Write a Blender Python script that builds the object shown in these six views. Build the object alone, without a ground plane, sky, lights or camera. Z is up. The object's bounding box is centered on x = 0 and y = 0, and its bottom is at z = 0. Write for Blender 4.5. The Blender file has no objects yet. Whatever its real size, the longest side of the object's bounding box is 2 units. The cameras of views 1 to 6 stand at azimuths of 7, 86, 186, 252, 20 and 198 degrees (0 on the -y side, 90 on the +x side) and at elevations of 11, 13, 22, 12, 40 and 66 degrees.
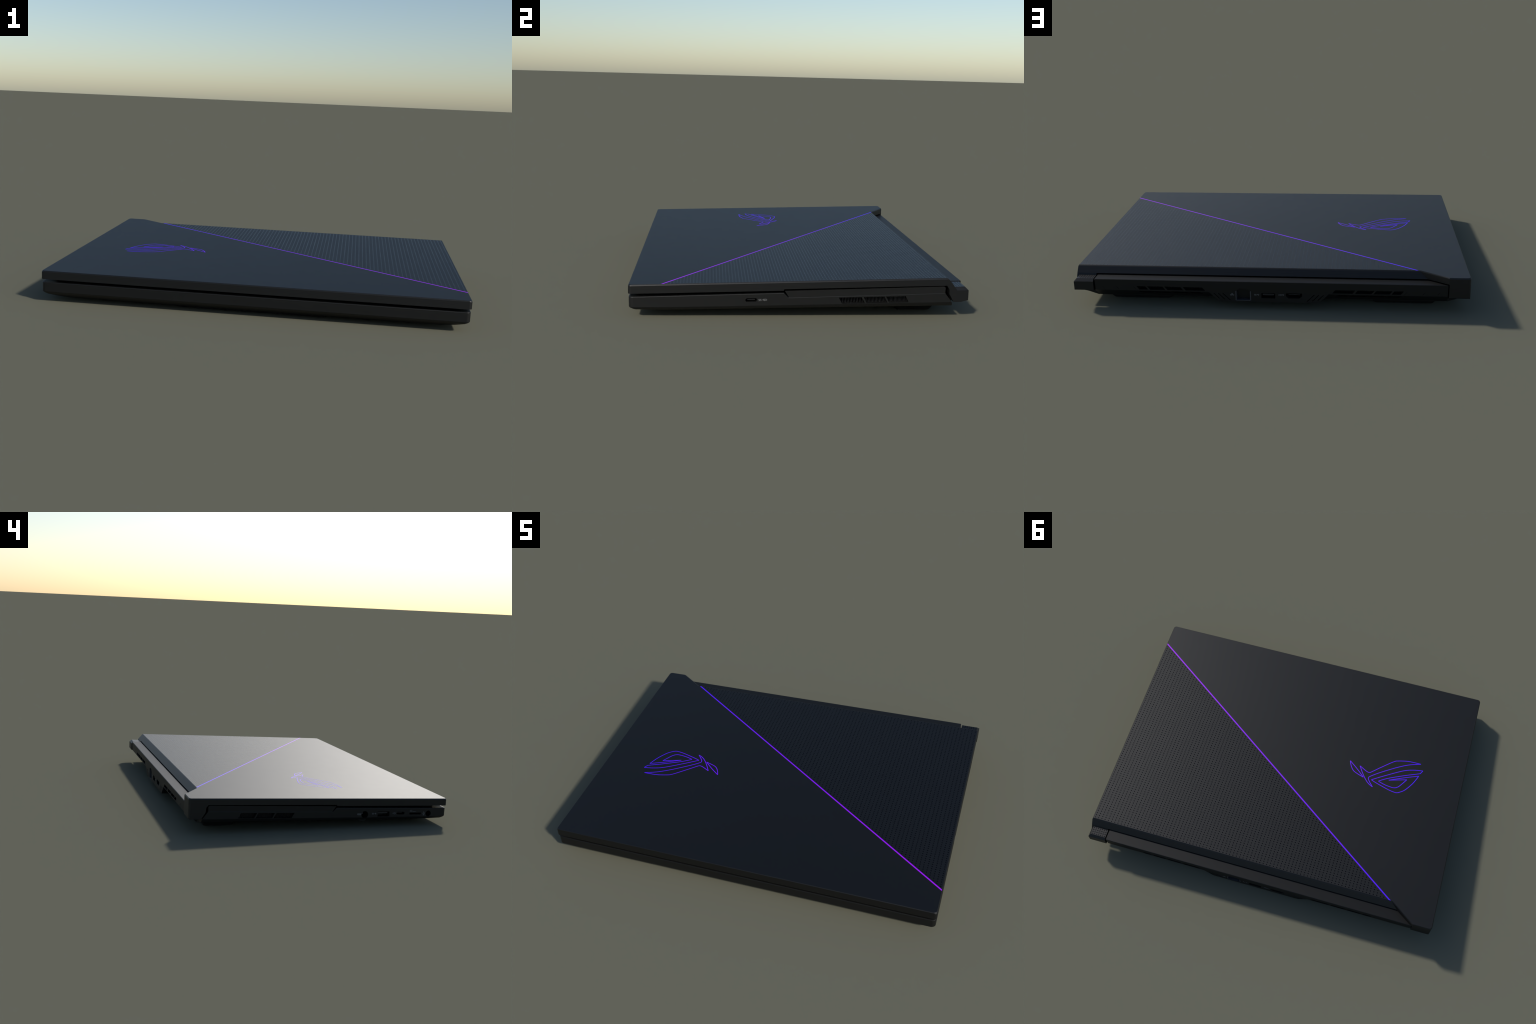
"""Closed gaming laptop, standing on rubber feet with a slight forward wedge.

All parts are described in a laptop frame: x across, y front(-) to back(+),
h = depth below the plane of the lid's top.  P() tilts that plane by the wedge
angle of the feet and puts it at its height above the ground.
"""
import bpy, bmesh, math
from mathutils import Vector

TOP_Z, SLOPE = 0.1725, 0.0293          # height of lid plane at y=0, wedge slope


def P(x, y, h):
    return Vector((x, y, TOP_Z + SLOPE * y + h))


def interp(table, t):
    if t <= table[0][0]:
        return table[0][1]
    for (a, va), (b, vb) in zip(table, table[1:]):
        if t <= b:
            return va + (vb - va) * (t - a) / (b - a)
    return table[-1][1]


# --------------------------------------------------------------------------
# materials
# --------------------------------------------------------------------------
class Nodes:
    """Small helper for wiring node materials."""

    def __init__(self, name):
        self.mat = bpy.data.materials.new(name)
        self.mat.use_nodes = True
        self.t = self.mat.node_tree
        self.bsdf = self.t.nodes['Principled BSDF']

    def node(self, kind, **attrs):
        n = self.t.nodes.new(kind)
        for k, v in attrs.items():
            setattr(n, k, v)
        return n

    def link(self, a, b):
        self.t.links.new(a, b)

    def set(self, socket, value):
        if hasattr(value, 'is_linked') or hasattr(value, 'links'):
            self.link(value, socket)
        else:
            socket.default_value = value

    def math(self, op, a, b=None, c=None):
        n = self.node('ShaderNodeMath', operation=op)
        for s, v in zip(n.inputs, (a, b, c)):
            if v is not None:
                self.set(s, v)
        return n.outputs[0]

    def mixc(self, fac, a, b):
        n = self.node('ShaderNodeMix', data_type='RGBA')
        self.set(n.inputs[0], fac)
        self.set(n.inputs[6], a)
        self.set(n.inputs[7], b)
        return n.outputs[2]

    def coords(self):
        tc = self.node('ShaderNodeTexCoord')
        sp = self.node('ShaderNodeSeparateXYZ')
        self.link(tc.outputs['Object'], sp.inputs[0])
        return tc.outputs['Object'], sp.outputs

    def noise(self, vec, scale, detail=3.0):
        n = self.node('ShaderNodeTexNoise')
        n.inputs['Scale'].default_value = scale
        n.inputs['Detail'].default_value = detail
        self.link(vec, n.inputs['Vector'])
        return n.outputs['Fac']

    def maprange(self, v, a, b, c, d):
        n = self.node('ShaderNodeMapRange')
        for s, q in zip(n.inputs, (v, a, b, c, d)):
            self.set(s, q)
        return n.outputs[0]


def rgba(c, k=1.0):
    return (c[0] * k, c[1] * k, c[2] * k, 1.0)


def finish(name, colour, rough, spec=0.5, metal=0.0, grain=0.06, grain_scale=220.0,
           dots=None, brushed=False):
    """Dark satin finish with faint grain; optional grid of round perforations
    (pitch x, pitch y, origin x, origin y, radius) and optional fine lines
    running round the edge of the shell."""
    m = Nodes(name)
    vec, (x, y, z) = m.coords()
    n = m.noise(vec, grain_scale)
    col = m.mixc(n, rgba(colour, 1 - grain), rgba(colour, 1 + grain))
    r = m.maprange(m.noise(vec, 14.0), 0.0, 1.0, rough - 0.01, rough + 0.01)
    if brushed:
        h = m.math('SUBTRACT', z, m.math('MULTIPLY', y, SLOPE))
        w = m.math('SINE', m.math('MULTIPLY', h, 2 * math.pi / 0.0062))
        side = m.math('LESS_THAN', h, TOP_Z - 0.009)
        k = m.math('MULTIPLY', m.maprange(w, 0.3, 0.9, 0.0, 0.22), side)
        col = m.mixc(k, col, rgba(colour, 0.4))
        sheen = m.maprange(k, 0.0, 0.22, spec, spec * 0.86)
    if dots:
        px, py, ox, oy, rad, hole, hole_rough, hole_spec = dots
        dx = m.math('MULTIPLY', m.math('SUBTRACT', m.math('FRACT', m.math('ADD', m.math(
            'DIVIDE', m.math('SUBTRACT', x, ox), px), 100.5)), 0.5), px)
        dy = m.math('MULTIPLY', m.math('SUBTRACT', m.math('FRACT', m.math('ADD', m.math(
            'DIVIDE', m.math('SUBTRACT', y, oy), py), 100.5)), 0.5), py)
        d = m.math('SQRT', m.math('ADD', m.math('MULTIPLY', dx, dx), m.math('MULTIPLY', dy, dy)))
        mask = m.maprange(d, rad * 0.7, rad * 1.15, 1.0, 0.0)
        col = m.mixc(mask, col, rgba(hole))
        r = m.maprange(mask, 0.0, 1.0, r, hole_rough)
        m.link(m.maprange(mask, 0.0, 1.0, spec, hole_spec), m.bsdf.inputs['Specular IOR Level'])
    elif brushed:
        m.link(sheen, m.bsdf.inputs['Specular IOR Level'])
    else:
        m.bsdf.inputs['Specular IOR Level'].default_value = spec
    m.link(col, m.bsdf.inputs['Base Color'])
    m.link(r, m.bsdf.inputs['Roughness'])
    m.bsdf.inputs['Metallic'].default_value = metal
    return m.mat


LID = (0.0024, 0.0024, 0.0025)
CHASSIS = (0.0060, 0.0060, 0.0056)
LID_ROUGH, LID_SPEC = 0.49, 0.47
mat_lid = finish('satin_black_shell', LID, LID_ROUGH, LID_SPEC, brushed=True)
mat_perforated = finish('perforated_black_shell', LID, LID_ROUGH, LID_SPEC,
                        dots=(0.01972, 0.01421, 0.9856, 0.6416, 0.0033, (0.0005, 0.0005, 0.0006), 0.20, 0.20))
mat_fine_perforated = finish('finely_perforated_black_shell', LID, LID_ROUGH, LID_SPEC,
                             dots=(0.01238, 0.01250, 0.9808, 0.6908, 0.0033, (0.0005, 0.0005, 0.0006), 0.20, 0.20))
mat_chassis = finish('matte_black_chassis', CHASSIS, 0.52, 0.33)
mat_rubber = finish('black_rubber', (0.006, 0.006, 0.006), 0.8, 0.3)
mat_cavity = finish('dark_cavity', (0.003, 0.003, 0.003), 0.6, 0.2)
mat_fin = finish('vent_fin_black', (0.009, 0.009, 0.009), 0.5, 0.35)
mat_steel = finish('dark_port_steel', (0.09, 0.095, 0.11), 0.4, 0.5, metal=0.6)
mat_tongue = finish('dark_grey_plastic', (0.020, 0.020, 0.022), 0.5, 0.4)
mat_print = finish('grey_print', (0.16, 0.16, 0.16), 0.6, 0.3)


def violet(name):
    """Backlit plastic: blue-violet at the left end, magenta-violet at the right."""
    m = Nodes(name)
    vec, (x, y, z) = m.coords()
    f = m.maprange(x, -0.8, 1.0, 0.0, 1.0)
    ramp = m.node('ShaderNodeValToRGB')
    m.link(f, ramp.inputs[0])
    e = ramp.color_ramp.elements
    e[0].color = (0.072, 0.003, 0.98, 1)
    e[1].color = (0.44, 0.004, 1.00, 1)
    m.link(ramp.outputs[0], m.bsdf.inputs['Base Color'])
    m.bsdf.inputs['Roughness'].default_value = LID_ROUGH
    m.bsdf.inputs['Specular IOR Level'].default_value = LID_SPEC
    return m.mat


mat_violet = violet('violet_light_guide')

# --------------------------------------------------------------------------
# objects and mesh helpers
# --------------------------------------------------------------------------
root = bpy.data.objects.new('laptop', None)
bpy.context.collection.objects.link(root)
root['label'] = 'closed black gaming laptop with violet line emblem and diagonal stripe'
root['category'] = 'laptop'


def obj_from_bm(bm, name, mats, parent=None, angle=32):
    bmesh.ops.recalc_face_normals(bm, faces=bm.faces)
    me = bpy.data.meshes.new(name)
    bm.to_mesh(me)
    bm.free()
    return obj_from_mesh(me, name, mats, parent, angle)


def obj_from_mesh(me, name, mats, parent=None, angle=32):
    if angle:
        for p in me.polygons:
            p.use_smooth = True
        me.set_sharp_from_angle(angle=math.radians(angle))
    ob = bpy.data.objects.new(name, me)
    bpy.context.collection.objects.link(ob)
    for mt in (mats if isinstance(mats, (list, tuple)) else [mats]):
        if mt.name not in [q.name for q in me.materials if q]:
            me.materials.append(mt)
    if angle:
        wn = ob.modifiers.new('flat_face_normals', 'WEIGHTED_NORMAL')
        wn.mode, wn.weight, wn.keep_sharp = 'FACE_AREA', 80, True
    if parent is not False:
        ob.parent = parent or root
    return ob


def add_prism(bm, ring_a, ring_b):
    """Closed prism between two rings of equal length."""
    va = [bm.verts.new(p) for p in ring_a]
    vb = [bm.verts.new(p) for p in ring_b]
    n = len(va)
    faces = [bm.faces.new(va[::-1]), bm.faces.new(vb)]
    for i in range(n):
        faces.append(bm.faces.new((va[i], va[(i + 1) % n], vb[(i + 1) % n], vb[i])))
    return va, vb, faces


def prism_x(bm, prof, x0, x1):
    return add_prism(bm, [P(x0, y, h) for y, h in prof], [P(x1, y, h) for y, h in prof])


def prism_y(bm, prof, y0, y1):
    # keeps heights measured at the rear face whatever the depth of the cut
    return add_prism(bm, [P(x, y0, h) for x, h in prof], [P(x, y1, h) for x, h in prof])


def circle(cy, ch, r, n=24):
    return [(cy + r * math.cos(2 * math.pi * i / n), ch + r * math.sin(2 * math.pi * i / n)) for i in range(n)]


def box(a0, a1, b0, b1):
    return [(a0, b0), (a1, b0), (a1, b1), (a0, b1)]


def slot(a0, a1, b0, b1, r, n=5):
    out = []
    for ca, cb, st in ((a1 - r, b1 - r, 0), (a0 + r, b1 - r, 90), (a0 + r, b0 + r, 180), (a1 - r, b0 + r, 270)):
        for i in range(n + 1):
            t = math.radians(st + 90 * i / n)
            out.append((ca + r * math.cos(t), cb + r * math.sin(t)))
    return out


def ring_frame(bm, outer, inner, place, d0, d1):
    """Thin rim: region between two outlines, from depth d0 to d1."""
    n = len(outer)
    A = [[bm.verts.new(place(a, b, d)) for a, b in prof] for prof, d in
         ((outer, d0), (outer, d1), (inner, d1), (inner, d0))]
    for k in range(4):
        for i in range(n):
            j = (i + 1) % n
            bm.faces.new((A[k][i], A[k][j], A[(k + 1) % 4][j], A[(k + 1) % 4][i]))


def carve(target, cut_bm, name, angle=32):
    bmesh.ops.recalc_face_normals(cut_bm, faces=cut_bm.faces)
    me = bpy.data.meshes.new(name)
    cut_bm.to_mesh(me)
    cut_bm.free()
    cutter = bpy.data.objects.new(name, me)
    bpy.context.collection.objects.link(cutter)
    for old_md in list(target.modifiers):
        target.modifiers.remove(old_md)
    md = target.modifiers.new('carve', 'BOOLEAN')
    md.operation, md.solver, md.object = 'DIFFERENCE', 'EXACT', cutter
    dg = bpy.context.evaluated_depsgraph_get()
    new = bpy.data.meshes.new_from_object(target.evaluated_get(dg))
    target.modifiers.remove(md)
    old = target.data
    target.data = new
    new.name = old.name
    for p in new.polygons:
        p.use_smooth = True
    new.set_sharp_from_angle(angle=math.radians(angle))
    bpy.data.objects.remove(cutter)
    wn = target.modifiers.new('flat_face_normals', 'WEIGHTED_NORMAL')
    wn.mode, wn.weight, wn.keep_sharp = 'FACE_AREA', 80, True


def arc(cx, cy, r, a0, a1, n=7):
    return [(cx + r * math.cos(math.radians(a0 + (a1 - a0) * i / n)),
             cy + r * math.sin(math.radians(a0 + (a1 - a0) * i / n))) for i in range(n + 1)]


# --------------------------------------------------------------------------
# lid: shell with a cut-away rear corner, sloped rear edge
# --------------------------------------------------------------------------
LX = 1.0
NOTCH_IN, NOTCH_OUT = (-0.7604, 0.6476), (-0.8953, 0.7423)
NOTCH_SLOPE = (NOTCH_OUT[1] - NOTCH_IN[1]) / (NOTCH_IN[0] - NOTCH_OUT[0])


def lid_outline(inset, y_front, y_rear, y_corner, out):
    x = LX - inset
    r = 0.015
    pts = arc(-x + r, y_corner - r, r, 90, 180)
    pts += [(-x, 0.66), (-x, -0.0727), (-x, -0.0735)]
    pts += arc(-x + r, y_front + r, r, 180, 270)
    pts += arc(x - r, y_front + r, r, 270, 360)
    pts += [(x, -0.0735), (x, -0.0727), (x, y_rear)]
    # the cut-away corner's edge, moved outward by the chamfer of this level
    qx, qy = NOTCH_IN[0] + out * 0.5746, NOTCH_IN[1] + out * 0.8185
    pts += [(qx - (y - qy) / NOTCH_SLOPE, y) for y in (y_rear, y_corner)]
    return pts


LID_BOTTOM = [(-0.75, -0.0400), (-0.0735, -0.0411), (-0.0727, -0.0345), (0.80, -0.0345)]
LID_LEVELS = [  # inset, front y, rear y, far corner y, cut-corner offset, depth
    (0.0044, -0.7440, 0.6485, 0.7430, 0.0000, 0.0),
    (0.0020, -0.7465, 0.6520, 0.7455, 0.0042, -0.0022),
    (0.0000, -0.7480, 0.6565, 0.7475, 0.0058, -0.0065),
    (0.0000, -0.7485, 0.6800, 0.7480, 0.0062, None)]

bm = bmesh.new()
rings = []
for inset, yf, yr, yc, out, d in LID_LEVELS:
    rings.append([bm.verts.new(P(x, y, interp(LID_BOTTOM, y) if d is None else d))
                  for x, y in lid_outline(inset, yf, yr, yc, out)])
n = len(rings[0])
for a, b in zip(rings, rings[1:]):
    for i in range(n):
        j = (i + 1) % n
        bm.faces.new((a[i], b[i], b[j], a[j]))
top_face = bm.faces.new(rings[0])
bmesh.ops.triangulate(bm, faces=[bm.faces.new(rings[-1][::-1])])

# the diagonal stripe splits the top into plain part, stripe and perforated part
SA, SB = Vector((0.9953, -0.6012, 0)), Vector((-0.7425, 0.6468, 0))
along = (SB - SA).normalized()
across = Vector((along.y, -along.x, 0))          # points towards the perforated side
if across.dot(Vector((1, 1, 0))) < 0:
    across = -across
STRIPE_HALF = 0.0035
for off in (-STRIPE_HALF, STRIPE_HALF):
    fs = [f for f in bm.faces if f.normal.length == 0 or all(abs(v.co.z - P(0, v.co.y, 0).z) < 1e-5 for v in f.verts)]
    geom = fs + list({e for f in fs for e in f.edges}) + list({v for f in fs for v in f.verts})
    bmesh.ops.bisect_plane(bm, geom=geom, plane_co=SA + across * off, plane_no=across)
bmesh.ops.recalc_face_normals(bm, faces=bm.faces)


def is_top(f):
    return all(abs(v.co.z - P(0, v.co.y, 0).z) < 1e-5 for v in f.verts)


def side_of(f):
    c = f.calc_center_median()
    s = (Vector((c.x, c.y, 0)) - SA).dot(across)
    return 'perforated_panel' if s > STRIPE_HALF else ('light_stripe' if s > -STRIPE_HALF else 'lid')


full = bpy.data.meshes.new('lid')
groups = {'lid': [], 'perforated_panel': [], 'light_stripe': []}
for f in bm.faces:
    groups[side_of(f) if is_top(f) else 'lid'].append(f.index if f.index >= 0 else 0)
bm.faces.ensure_lookup_table()
bm.faces.index_update()
groups = {k: [] for k in groups}
for f in bm.faces:
    groups[side_of(f) if is_top(f) else 'lid'].append(f.index)
lid = None
for nm, mt in (('lid', mat_lid), ('perforated_panel', mat_perforated), ('light_stripe', mat_violet)):
    part = bm.copy()
    part.faces.ensure_lookup_table()
    keep = set(groups[nm])
    bmesh.ops.delete(part, geom=[f for f in part.faces if f.index not in keep], context='FACES')
    me = bpy.data.meshes.new(nm)
    part.to_mesh(me)
    part.free()
    ob = obj_from_mesh(me, nm, mt, root if nm == 'lid' else lid, 24)
    if nm == 'lid':
        lid = ob
bm.free()

# hinge arms hanging from the rear corners of the lid, wrapping the chassis ends
ARM_TOP = -0.0344
ARM_FRONT = [(0.6830, -0.1100), (0.6620, -0.0730), (0.6605, -0.0520), (0.6490, ARM_TOP)]
bm = bmesh.new()
UNDER = [(0.7480, -0.1024), (0.7150, -0.1105)]
inner = ARM_FRONT + [(0.6795, ARM_TOP), (0.6845, -0.0433), (0.7330, -0.0433), (0.7470, -0.0562)] + UNDER
outer = ARM_FRONT + [(0.6795, ARM_TOP), (0.6955, -0.0572), (0.7462, -0.0570), (0.7474, -0.0580)] + UNDER
secs = [[bm.verts.new(P(x, y, h)) for y, h in pr] for x, pr in ((0.8990, inner), (0.9880, inner), (LX, outer))]
m = len(inner)
for ra, rb in zip(secs, secs[1:]):
    for i in range(m):
        f = bm.faces.new((ra[i], rb[i], rb[(i + 1) % m], ra[(i + 1) % m]))
        if ra is secs[0] and i == len(ARM_FRONT) + 1:
            f.material_index = 1              # finely perforated strip on top
bm.faces.new(secs[0][::-1])
bm.faces.new(secs[-1])
obj_from_bm(bm, 'hinge_arm', [mat_lid, mat_fine_perforated], lid, 24)

bm = bmesh.new()
ARM_FRONT = [(0.6810, -0.1105), (0.6580, -0.0740), (0.6545, -0.0480), (0.6440, ARM_TOP)]
prof = ARM_FRONT + [(0.7480, ARM_TOP), (0.7480, -0.1060), (0.7420, -0.1112)]
va, vb, faces = prism_x(bm, prof, -LX, -0.8955)
bmesh.ops.recalc_face_normals(bm, faces=bm.faces)
k = len(ARM_FRONT)
e = bm.edges.get((va[k], va[k + 1]))
bmesh.ops.bevel(bm, geom=[e], offset=0.0148, segments=7, affect='EDGES', profile=0.5)
obj_from_bm(bm, 'hinge_arm', mat_lid, lid, 24)

# --------------------------------------------------------------------------
# emblem on the lid: one-line drawing of an eye with two flicks
# --------------------------------------------------------------------------
# each outline is a closed loop of smooth strokes meeting at sharp tips
EMBLEM = {
    'brow': [[(-0.7375, -0.2125), (-0.6935, -0.2121), (-0.6555, -0.2090), (-0.6067, -0.1967), (-0.5799, -0.1839),
              (-0.5189, -0.1295), (-0.4680, -0.0815), (-0.4587, -0.0752), (-0.4490, -0.0745), (-0.4326, -0.0810), (-0.3939, -0.1018)],
             [(-0.3939, -0.1018), (-0.4197, -0.0598), (-0.4463, -0.0244), (-0.4695, -0.0025), (-0.4958, 0.0115)],
             [(-0.4958, 0.0115), (-0.4748, -0.0126), (-0.4625, -0.0300), (-0.4605, -0.0400), (-0.4660, -0.0500), (-0.5044, -0.0817),
              (-0.5595, -0.1210), (-0.6154, -0.1577), (-0.6727, -0.1891), (-0.7375, -0.2125)]],
    'flick': [[(-0.3306, -0.1188), (-0.3425, -0.0897), (-0.3624, -0.0620), (-0.3891, -0.0480), (-0.4300, -0.0345)],
              [(-0.4300, -0.0345), (-0.3848, -0.0758), (-0.3306, -0.1188)]],
    'eye': [[(-0.7575, -0.1723), (-0.7042, -0.1624), (-0.6451, -0.1396), (-0.5443, -0.0760), (-0.4870, -0.0370), (-0.4814, -0.0325),
             (-0.4855, -0.0290), (-0.5170, -0.0178), (-0.5880, 0.0028), (-0.6250, 0.0090), (-0.6397, 0.0085), (-0.6560, 0.0000), (-0.6834, -0.0237),
             (-0.7176, -0.0764), (-0.7413, -0.1321)],
            [(-0.7413, -0.1321), (-0.6666, -0.1002), (-0.5779, -0.0576)],
            [(-0.5779, -0.0576), (-0.6285, -0.0736), (-0.6791, -0.0895)],
            [(-0.6791, -0.0895), (-0.6489, -0.0421), (-0.6350, -0.0265), (-0.6187, -0.0181), (-0.5980, -0.0175), (-0.5645, -0.0217),
             (-0.5290, -0.0315), (-0.5231, -0.0350), (-0.5280, -0.0400), (-0.5717, -0.0682), (-0.6636, -0.1138), (-0.7400, -0.1478), (-0.7475, -0.1530), (-0.7575, -0.1723)]],
}


def catmull(pts, sub=6):
    q = [pts[0]] + pts + [pts[-1]]
    out = []
    for i in range(1, len(q) - 2):
        p0, p1, p2, p3 = (Vector(v) for v in q[i - 1:i + 3])
        for s in range(sub):
            t = s / sub
            out.append(0.5 * (2 * p1 + (p2 - p0) * t + (2 * p0 - 5 * p1 + 4 * p2 - p3) * t * t
                              + (3 * p1 - p0 - 3 * p2 + p3) * t ** 3))
    return out + [Vector(pts[-1])]


def tube_mesh(name, paths, radius, place, flat):
    """Flattened rounded strokes; paths are (points, closed) in a plane."""
    cu = bpy.data.curves.new(name, 'CURVE')
    cu.dimensions = '3D'
    cu.bevel_depth, cu.bevel_resolution, cu.use_fill_caps = radius, 2, True
    for pts, closed in paths:
        sp = cu.splines.new('POLY')
        sp.points.add(len(pts) - 1)
        for pt, p in zip(sp.points, pts):
            pt.co = (p[0], p[1], 0, 1)
        sp.use_cyclic_u = closed
    tmp = bpy.data.objects.new(name, cu)
    bpy.context.collection.objects.link(tmp)
    me = bpy.data.meshes.new_from_object(tmp.evaluated_get(bpy.context.evaluated_depsgraph_get()))
    bpy.data.objects.remove(tmp)
    for v in me.vertices:
        v.co = place(v.co.x, v.co.y, v.co.z * flat)
    me.name = name
    return me


emblem = None
for nm, strokes in EMBLEM.items():
    paths = []
    for st in strokes:
        paths.append((catmull(st), False))
    me = tube_mesh('emblem_' + nm, paths, 0.0020, lambda x, y, d: P(x, y, 0.0002 + d), 0.12)
    obj_from_mesh(me, 'emblem_' + nm, mat_violet, lid, 60)

# --------------------------------------------------------------------------
# chassis: wedge-shaped tub with bevelled underside
# --------------------------------------------------------------------------
BX, BF = 0.9980, -0.7462
CREASE = [(-0.744, -0.1000), (-0.60, -0.1035), (-0.30, -0.1060), (0.68, -0.1100)]
LOWER = [(-0.744, -0.1080), (-0.60, -0.1130), (-0.08, -0.1195), (0.68, -0.1245)]
DECK = [(-0.744, -0.0542), (-0.0735, -0.0514), (-0.0540, -0.0724), (0.645, -0.0680)]


def plate(y):                    # underside is only half as steep as the lid
    return -0.1437 - 0.0147 * y


def tub_ring(inset_x, inset_y, rear, hfun):
    x, yf, r = BX - inset_x, BF + inset_y, 0.020
    ys = [0.5, 0.2, -0.0540, -0.0735, -0.3, -0.6]
    pts = [(-x, rear)] + [(-x, y) for y in ys] + arc(-x + r, yf + r, r, 180, 270, 8)
    full = pts + [(-px, py) for px, py in pts[::-1]]
    return [P(px, py, hfun(py)) for px, py in full]


SOFT = [(-0.744, -0.1135), (-0.60, -0.1190), (-0.08, -0.1230), (0.68, -0.1295)]
BELLY = [(-0.744, -0.1240), (-0.60, -0.1255), (-0.08, -0.1300), (0.68, -0.1360)]
levels = [
    tub_ring(0.0300, 0.0300, 0.6400, lambda y: interp(DECK, y) - 0.0018),
    tub_ring(0.0120, 0.0120, 0.6420, lambda y: interp(DECK, y) - 0.0005),
    tub_ring(0.0035, 0.0035, 0.6435, lambda y: interp(DECK, y)),
    tub_ring(0.0010, 0.0010, 0.6440, lambda y: interp(DECK, y) - 0.0010),
    tub_ring(0.0000, 0.0000, 0.6450, lambda y: interp(DECK, y) - 0.0034),
    tub_ring(0.0000, 0.0000, 0.6745, lambda y: interp(CREASE, y)),
    tub_ring(0.0024, 0.0020, 0.6775, lambda y: 0.5 * (interp(CREASE, y) + interp(LOWER, y))),
    tub_ring(0.0065, 0.0065, 0.6790, lambda y: interp(LOWER, y)),
    tub_ring(0.0140, 0.0140, 0.6793, lambda y: interp(SOFT, y)),
    tub_ring(0.0480, 0.0300, 0.6796, lambda y: interp(BELLY, y)),
    tub_ring(0.1000, 0.0480, 0.6800, plate)]
bm = bmesh.new()
rings = [[bm.verts.new(p) for p in lv] for lv in levels]
n = len(rings[0])
for a, b in zip(rings, rings[1:]):
    for i in range(n):
        j = (i + 1) % n
        bm.faces.new((a[i], b[i], b[j], a[j]))
for rg in (rings[0], rings[-1]):         # caps: strips from left edge to right edge
    for i in range(n // 2 - 1):
        bm.faces.new((rg[i], rg[i + 1], rg[n - 2 - i], rg[n - 1 - i]))
chassis = obj_from_bm(bm, 'chassis', mat_chassis, root)

# solid block added to stop see-through, set back between lid and tub
bm = bmesh.new()
prism_x(bm, [(-0.6860, -0.0390), (-0.0760, -0.0400), (-0.0760, -0.0535), (-0.6860, -0.0570)], -0.9480, 0.9480)
obj_from_bm(bm, 'gap_blocker', mat_rubber, lid, 24)

# raised rear deck that fills the step in the tub's sides
bm = bmesh.new()
prof = [(-0.0695, -0.0432), (0.6365, -0.0390), (0.6425, -0.0425), (0.6440, -0.0450), (0.6430, -0.0720), (-0.0470, -0.0765)]
prism_x(bm, prof, -BX + 0.0008, BX - 0.0008)
obj_from_bm(bm, 'rear_deck', mat_chassis, chassis, 24)

# --- openings in the two sides -------------------------------------------------
VENT_TOP, VENT_LOW = -0.0787, -0.1070
SIDE_VENTS = [((0.1690, 0.2700), (0.1850, 0.2870)), ((0.2800, 0.3715), (0.2940, 0.3875)), ((0.3790, 0.4670), (0.3940, 0.4815))]
SIDE_PORTS_LEFT = {
    'power_jack': circle(-0.2430, -0.0912, 0.0203),
    'usb_port': box(-0.3930, -0.3205, -0.1025, -0.0735),
    'slim_port': slot(-0.4855, -0.4370, -0.0908, -0.0760, 0.0068),
    'card_slot': box(-0.5880, -0.5165, -0.0915, -0.0812),
    'audio_jack': circle(-0.6350, -0.0860, 0.0165)}
SIDE_PORT_RIGHT = slot(-0.2410, -0.1905, -0.0890, -0.0720, 0.0075)

cut = bmesh.new()
for sgn in (1, -1):
    for (t0, t1), (b0, b1) in SIDE_VENTS:
        prism_x(cut, [(b0, VENT_LOW), (b1, VENT_LOW), (t1, VENT_TOP), (t0, VENT_TOP)], sgn * 0.945, sgn * 1.02)
for nm, prof in SIDE_PORTS_LEFT.items():
    prism_x(cut, prof, -1.02, -0.880 if 'jack' in nm else -0.955)
prism_x(cut, SIDE_PORT_RIGHT, 0.955, 1.02)
carve(chassis, cut, 'side_openings', 14)

# upright fins inside the side vents
for sgn in (1, -1):
    for (t0, t1), (b0, b1) in SIDE_VENTS:
        bm = bmesh.new()
        count = 15
        for i in range(count):
            f = (i + 0.7) / count
            yt, yb = t0 + (t1 - t0) * f, b0 + (b1 - b0) * f
            ym = 0.5 * (yt + yb)
            lean = 0.30
            a, b = ym + (yt - ym) * lean, ym + (yb - ym) * lean
            prism_x(bm, [(b - 0.0011, VENT_LOW - 0.001), (b + 0.0011, VENT_LOW - 0.001), (a + 0.0011, VENT_TOP + 0.001), (a - 0.0011, VENT_TOP + 0.001)],
                    sgn * 0.946, sgn * 0.9795)
        ob = obj_from_bm(bm, 'vent_fins', mat_fin, chassis, 0)
        ob['kind'] = 'stuff'

# --- rear housing: bar behind the lid with vents and the port block ----------------
HX, RY = 0.8930, 0.7440


def rear_profile(x):
    """y,h outline of the housing at x: slanting underside, straight at the port block."""
    blk = max(0.0, min(1.0, (0.304 - abs(x)) / (0.304 - 0.252)))
    return [(0.6480, -0.0460), (0.6580, -0.0420), (0.6860, -0.0413), (0.7415, -0.0413), (RY, -0.0432),
            (RY - 0.0010, -0.0990), (RY - 0.0010, -0.1015 - 0.0510 * blk), (0.7380, -0.1060 - 0.0472 * blk), (0.6780, -0.1532),
            (0.640, -0.1300)]


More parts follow.
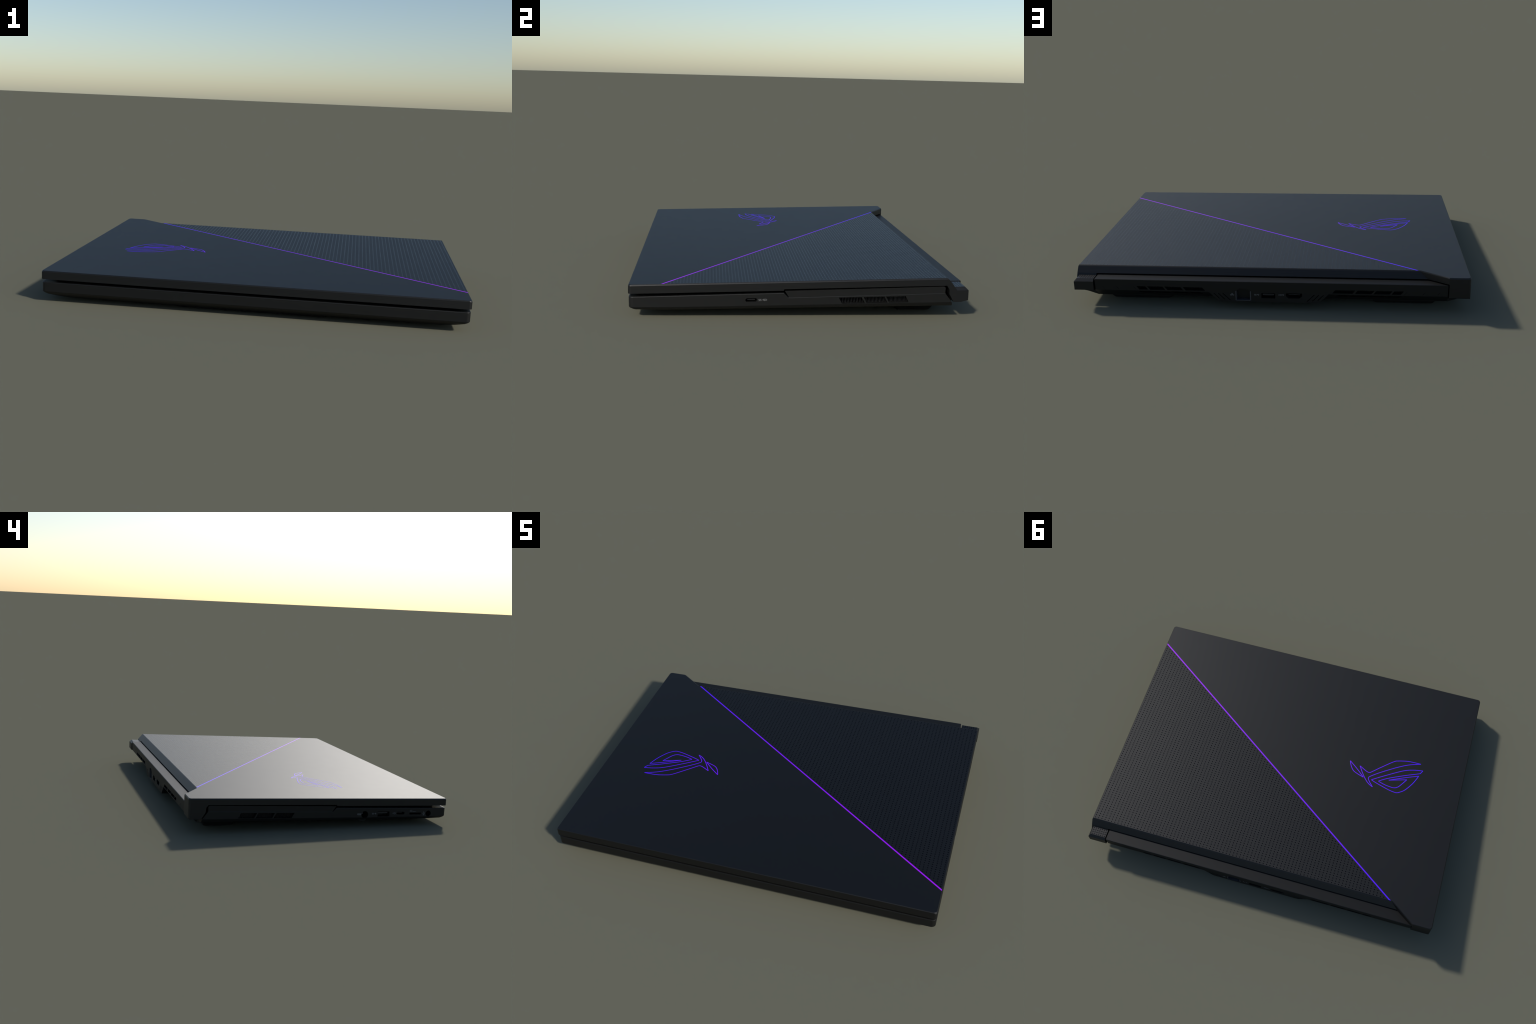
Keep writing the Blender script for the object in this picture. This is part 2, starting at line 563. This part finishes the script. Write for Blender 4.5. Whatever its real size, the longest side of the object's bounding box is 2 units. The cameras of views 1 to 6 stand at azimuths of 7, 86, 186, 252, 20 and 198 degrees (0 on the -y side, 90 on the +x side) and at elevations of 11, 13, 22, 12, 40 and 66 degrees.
bm = bmesh.new()
xs = [-HX, -HX + 0.003, -0.304, -0.252, 0.252, 0.304, HX - 0.003, HX]
rows = []
for x in xs:
    pr = rear_profile(x)
    if abs(x) == HX:             # softened ends
        pr = [(y - (0.003 if i in (3, 4, 5, 6) else 0), h - (0.003 if i in (1, 2, 3, 4) else 0)) for i, (y, h) in enumerate(pr)]
    rows.append([bm.verts.new(P(x, y, h)) for y, h in pr])
m = len(rows[0])
for (ra, xa), (rb, xb) in zip(zip(rows, xs), list(zip(rows, xs))[1:]):
    for i in range(m):
        j = (i + 1) % m
        q = (ra[i], rb[i], rb[j], ra[j])
        if {round(abs(xa), 3), round(abs(xb), 3)} == {0.304, 0.252} and i in (5, 6, 7):
            # side wall of the block: split along the crease with the slanted underside
            if abs(xa) > abs(xb):
                bm.faces.new((ra[i], rb[i], rb[j])); bm.faces.new((ra[i], rb[j], ra[j]))
            else:
                bm.faces.new((ra[i], rb[i], ra[j])); bm.faces.new((rb[i], rb[j], ra[j]))
        else:
            bm.faces.new(q)
bm.faces.new(rows[0][::-1])
bm.faces.new(rows[-1])
housing = obj_from_bm(bm, 'rear_housing', mat_chassis, chassis)

UPPER = [((-0.3365, -0.4355), (-0.3210, -0.4220)), ((-0.4480, -0.5310), (-0.4340, -0.5150)),
         ((-0.5410, -0.6200), (-0.5260, -0.6050)), ((-0.6290, -0.6755), (-0.6150, -0.6610))]
LOWER_ROW = [((-0.352, -0.408), (-0.334, -0.396)), ((-0.419, -0.504), (-0.402, -0.484)),
             ((-0.511, -0.596), (-0.495, -0.579)), ((-0.602, -0.672), (-0.583, -0.650))]
SLITS = [((-0.2320, -0.1072), (-0.1935, -0.1450)), ((-0.2545, -0.1075), (-0.2220, -0.1412)), ((-0.2775, -0.1077), (-0.2495, -0.1366))]
JACK = [(0.0880, -0.1475), (0.1680, -0.1475), (0.1680, -0.0930), (0.1590, -0.0930), (0.1590, -0.0870), (0.1510, -0.0870),
        (0.1510, -0.0800), (0.1040, -0.0800), (0.1040, -0.0870), (0.0960, -0.0870), (0.0960, -0.0930), (0.0880, -0.0930)]
USB = box(-0.0345, 0.0355, -0.1308, -0.1025)
VIDEO = [(-0.1010, -0.1285), (-0.0885, -0.1165), (-0.0885, -0.1010), (-0.1705, -0.1010), (-0.1705, -0.1165), (-0.1560, -0.1285)]

cut = bmesh.new()
for sgn in (1, -1):
    for (t0, t1), (b0, b1) in UPPER:
        prism_y(cut, [(sgn * b0, -0.0965), (sgn * b1, -0.0965), (sgn * t1, -0.0777), (sgn * t0, -0.0777)], 0.705, 0.78)
    for (t0, t1), (b0, b1) in LOWER_ROW:
        prism_y(cut, [(sgn * b0, -0.1240), (sgn * b1, -0.1240), (sgn * t1, -0.1075), (sgn * t0, -0.1075)], 0.700, 0.78)
    for (x0, h0), (x1, h1) in SLITS:
        prism_y(cut, [(sgn * x0 - 0.0026, h0), (sgn * x0 + 0.0026, h0), (sgn * x1 + 0.0026, h1), (sgn * x1 - 0.0026, h1)], 0.725, 0.78)
    for xa in (0.692, 0.780, 0.853):                     # blind score marks beside the vents
        prism_y(cut, [(sgn * xa - 0.0008, -0.080), (sgn * xa + 0.0008, -0.080), (sgn * (xa - 0.013) + 0.0008, -0.097), (sgn * (xa - 0.013) - 0.0008, -0.097)],
                0.7405, 0.78)
for prof in (JACK, USB, VIDEO):
    prism_y(cut, prof, 0.712 if prof is JACK else 0.690, 0.78)
carve(housing, cut, 'rear_openings')

# fins deep in the rear vents
for sgn in (1, -1):
    bm = bmesh.new()
    x = 0.33
    while x < 0.665:
        prism_y(bm, box(sgn * x - 0.0010, sgn * x + 0.0010, -0.0972, -0.0770), 0.704, 0.7160)
        x += 0.0085
    ob = obj_from_bm(bm, 'vent_fins', mat_fin, housing, 0)
    ob['kind'] = 'stuff'


# --- port rims, tongues and contacts ------------------------------------------------
def grow(prof, d):
    ca = sum(p[0] for p in prof) / len(prof)
    cb = sum(p[1] for p in prof) / len(prof)
    return [(a + math.copysign(d, a - ca), b + math.copysign(d, b - cb)) for a, b in prof]


def rim(name, prof, place, d0, d1, width, mat=mat_steel, parent=chassis):
    bm = bmesh.new()
    ring_frame(bm, grow(prof, 0.0001), grow(prof, -width), place, d0, d1)
    return obj_from_bm(bm, name, mat, parent, 30)


def block(name, prof, axis, d0, d1, mat, parent):
    bm = bmesh.new()
    (prism_x if axis == 'x' else prism_y)(bm, prof, d0, d1)
    return obj_from_bm(bm, name, mat, parent, 30)


def on_side(a, b, d):
    return P(d, a, b)


def on_rear(a, b, d):
    return P(a, d, b)


rim('port_rim', SIDE_PORTS_LEFT['usb_port'], on_side, -BX + 0.0008, -0.970, 0.0016)
block('port_tongue', box(-0.386, -0.327, -0.0860, -0.0790), 'x', -0.987, -0.956, mat_tongue, chassis)
rim('port_rim', SIDE_PORTS_LEFT['slim_port'], on_side, -BX + 0.0008, -0.970, 0.0014)
block('port_tongue', box(-0.478, -0.444, -0.0850, -0.0818), 'x', -0.984, -0.956, mat_tongue, chassis)
rim('jack_ring', circle(-0.2430, -0.0912, 0.0203), on_side, -0.9800, -0.960, 0.0022)
block('jack_pin', circle(-0.2430, -0.0912, 0.0040, 12), 'x', -0.965, -0.879, mat_steel, chassis)
rim('port_rim', SIDE_PORT_RIGHT, on_side, BX - 0.0003, 0.970, 0.0015)
block('port_tongue', box(-0.2330, -0.1985, -0.0822, -0.0780), 'x', 0.956, 0.988, mat_tongue, chassis)
rim('port_rim', USB, on_rear, RY - 0.0012, 0.715, 0.0016, parent=housing)
block('port_tongue', box(-0.028, 0.029, -0.1165, -0.1085), 'y', 0.692, 0.736, mat_tongue, housing)
rim('port_rim', VIDEO, on_rear, RY - 0.0012, 0.715, 0.0016, parent=housing)
block('port_tongue', box(-0.158, -0.101, -0.1135, -0.1100), 'y', 0.692, 0.733, mat_tongue, housing)
for x0, x1, h0, h1 in ((0.0885, 0.0935, -0.1460, -0.0945), (0.1625, 0.1675, -0.1460, -0.0945), (0.0940, 0.1620, -0.1470, -0.1435)):
    block('network_shield', box(x0, x1, h0, h1), 'y', 0.7125, RY - 0.0022, mat_steel, housing)

# barrel of the power socket, bulging below the tub's edge
bm = bmesh.new()
prism_x(bm, [(y, h) for y, h in circle(-0.2380, -0.0985, 0.0345, 28) if h < -0.117], -0.978, -0.920)
obj_from_bm(bm, 'socket_barrel', mat_chassis, chassis)

# --- printed marks beside the ports ---------------------------------------------------
MARK = 0.0008


def marks(name, strokes, place, radius=MARK, parent=chassis):
    me = tube_mesh(name, [([Vector(p) for p in s], c) for s, c in strokes], radius, place, 0.3)
    return obj_from_mesh(me, name, mat_print, parent, 60)


def arc_pts(cx, cy, rx, ry, a0, a1, n=10):
    return [(cx + rx * math.cos(math.radians(a0 + (a1 - a0) * i / n)), cy + ry * math.sin(math.radians(a0 + (a1 - a0) * i / n))) for i in range(n + 1)]


def letter_s(cx, cy, w, hh):
    return ([(cx + w, cy + hh), (cx - w, cy + hh), (cx - w, cy), (cx + w, cy), (cx + w, cy - hh), (cx - w, cy - hh)], False)


def trident(cx, cy, s):
    return [([(cx - 2.2 * s, cy), (cx + 2.6 * s, cy)], False), ([(cx - 1.2 * s, cy), (cx, cy + 1.3 * s), (cx + 1.2 * s, cy + 1.3 * s)], False),
            ([(cx - 0.2 * s, cy), (cx + 0.8 * s, cy - 1.3 * s), (cx + 1.8 * s, cy - 1.3 * s)], False)]


def usb_mark(c, cy, s):
    return [letter_s(c - 5.6 * s, cy, 0.8 * s, 1.2 * s), letter_s(c - 3.4 * s, cy, 0.8 * s, 1.2 * s)] + trident(c + 0.8 * s, cy, s)


right = lambda a, b, d: P(BX + 0.0002 + d, a, b)          # a = y as read from +x
left = lambda a, b, d: P(-BX - 0.0002 - d, -a, b)         # a = -y as read from -x
rear = lambda a, b, d: P(-a, RY - 0.0008 + d, b)          # a = -x as read from behind
marks('port_mark', usb_mark(-0.1640, -0.0812, 0.0030) + [([(-0.1560, -0.0845), (-0.1560, -0.0775), (-0.1505, -0.0775), (-0.1475, -0.0800), (-0.1475, -0.0820), (-0.1505, -0.0845)], True)], right)
marks('port_mark', usb_mark(0.3040, -0.0855, 0.0027), left)
marks('port_mark', [([(0.4115, -0.0840), (0.4180, -0.0800), (0.4180, -0.0880)], True),
                    ([(0.4210, -0.0885), (0.4210, -0.0795), (0.4260, -0.0795), (0.4295, -0.0825), (0.4295, -0.0855), (0.4260, -0.0885)], True)], left)
marks('port_mark', [([(0.1995, -0.0845), (0.2200, -0.0845)], False), ([(0.1995, -0.0885), (0.2200, -0.0885)], False),
                    ([(0.1995, -0.0925), (0.2200, -0.0925)], False), ([(0.1995, -0.0845), (0.1995, -0.0925)], False), ([(0.2200, -0.0845), (0.2200, -0.0925)], False)], left)
marks('port_mark', [([(0.5200, -0.0755), (0.5200, -0.0700), (0.5235, -0.0665), (0.5310, -0.0665), (0.5310, -0.0755)], True),
                    ([(0.5350, -0.0750), (0.5550, -0.0750)], False)], left)
marks('port_mark', [(arc_pts(0.6060, -0.0825, 0.0035, 0.0055, 0, 360, 14)[:-1], True), (arc_pts(0.6060, -0.0850, 0.0065, 0.0065, 180, 360), False),
                    ([(0.6060, -0.0915), (0.6060, -0.0955)], False), ([(0.6020, -0.0955), (0.6100, -0.0955)], False)], left)
marks('port_mark', [([(-0.1870, -0.1065), (-0.1810, -0.1065), (-0.1810, -0.1105), (-0.1870, -0.1105)], True), ([(-0.1840, -0.1105), (-0.1840, -0.1130)], False),
                    ([(-0.1930, -0.1130), (-0.1750, -0.1130)], False), ([(-0.1930, -0.1130), (-0.1930, -0.1180), (-0.1870, -0.1180), (-0.1870, -0.1130)], False),
                    ([(-0.1810, -0.1130), (-0.1810, -0.1180), (-0.1750, -0.1180), (-0.1750, -0.1130)], False)], rear, parent=housing)
marks('port_mark', usb_mark(-0.0545, -0.1120, 0.0025), rear, parent=housing)

# the word printed beside the video socket
tx = bpy.data.curves.new('port_word', 'FONT')
tx.body, tx.size, tx.extrude, tx.align_x = 'HDMI', 0.0112, 0.0003, 'CENTER'
tmp = bpy.data.objects.new('port_word', tx)
bpy.context.collection.objects.link(tmp)
me = bpy.data.meshes.new_from_object(tmp.evaluated_get(bpy.context.evaluated_depsgraph_get()))
bpy.data.objects.remove(tmp)
for v in me.vertices:
    v.co = rear(0.0655 + v.co.x, -0.1145 + v.co.y, v.co.z)
obj_from_mesh(me, 'port_word', mat_print, housing, 0)


# --------------------------------------------------------------------------
# rubber feet
# --------------------------------------------------------------------------
def foot(x0, x1, y0, y1, spread):
    bm = bmesh.new()
    r = 0.018
    low = slot(x0, x1, y0, y1, r)
    cx, cy = (x0 + x1) / 2, (y0 + y1) / 2
    up = [(x + math.copysign(spread, x - cx), y + math.copysign(spread, y - cy)) for x, y in low]
    add_prism(bm, [Vector((x, y, 0.0)) for x, y in low], [P(x, y, plate(y) + 0.006) for x, y in up])
    return obj_from_bm(bm, 'foot', mat_rubber, chassis)


foot(0.530, 0.838, 0.468, 0.625, 0.026)
foot(-0.838, -0.530, 0.468, 0.625, 0.026)
foot(-0.350, 0.350, -0.655, -0.600, 0.010)
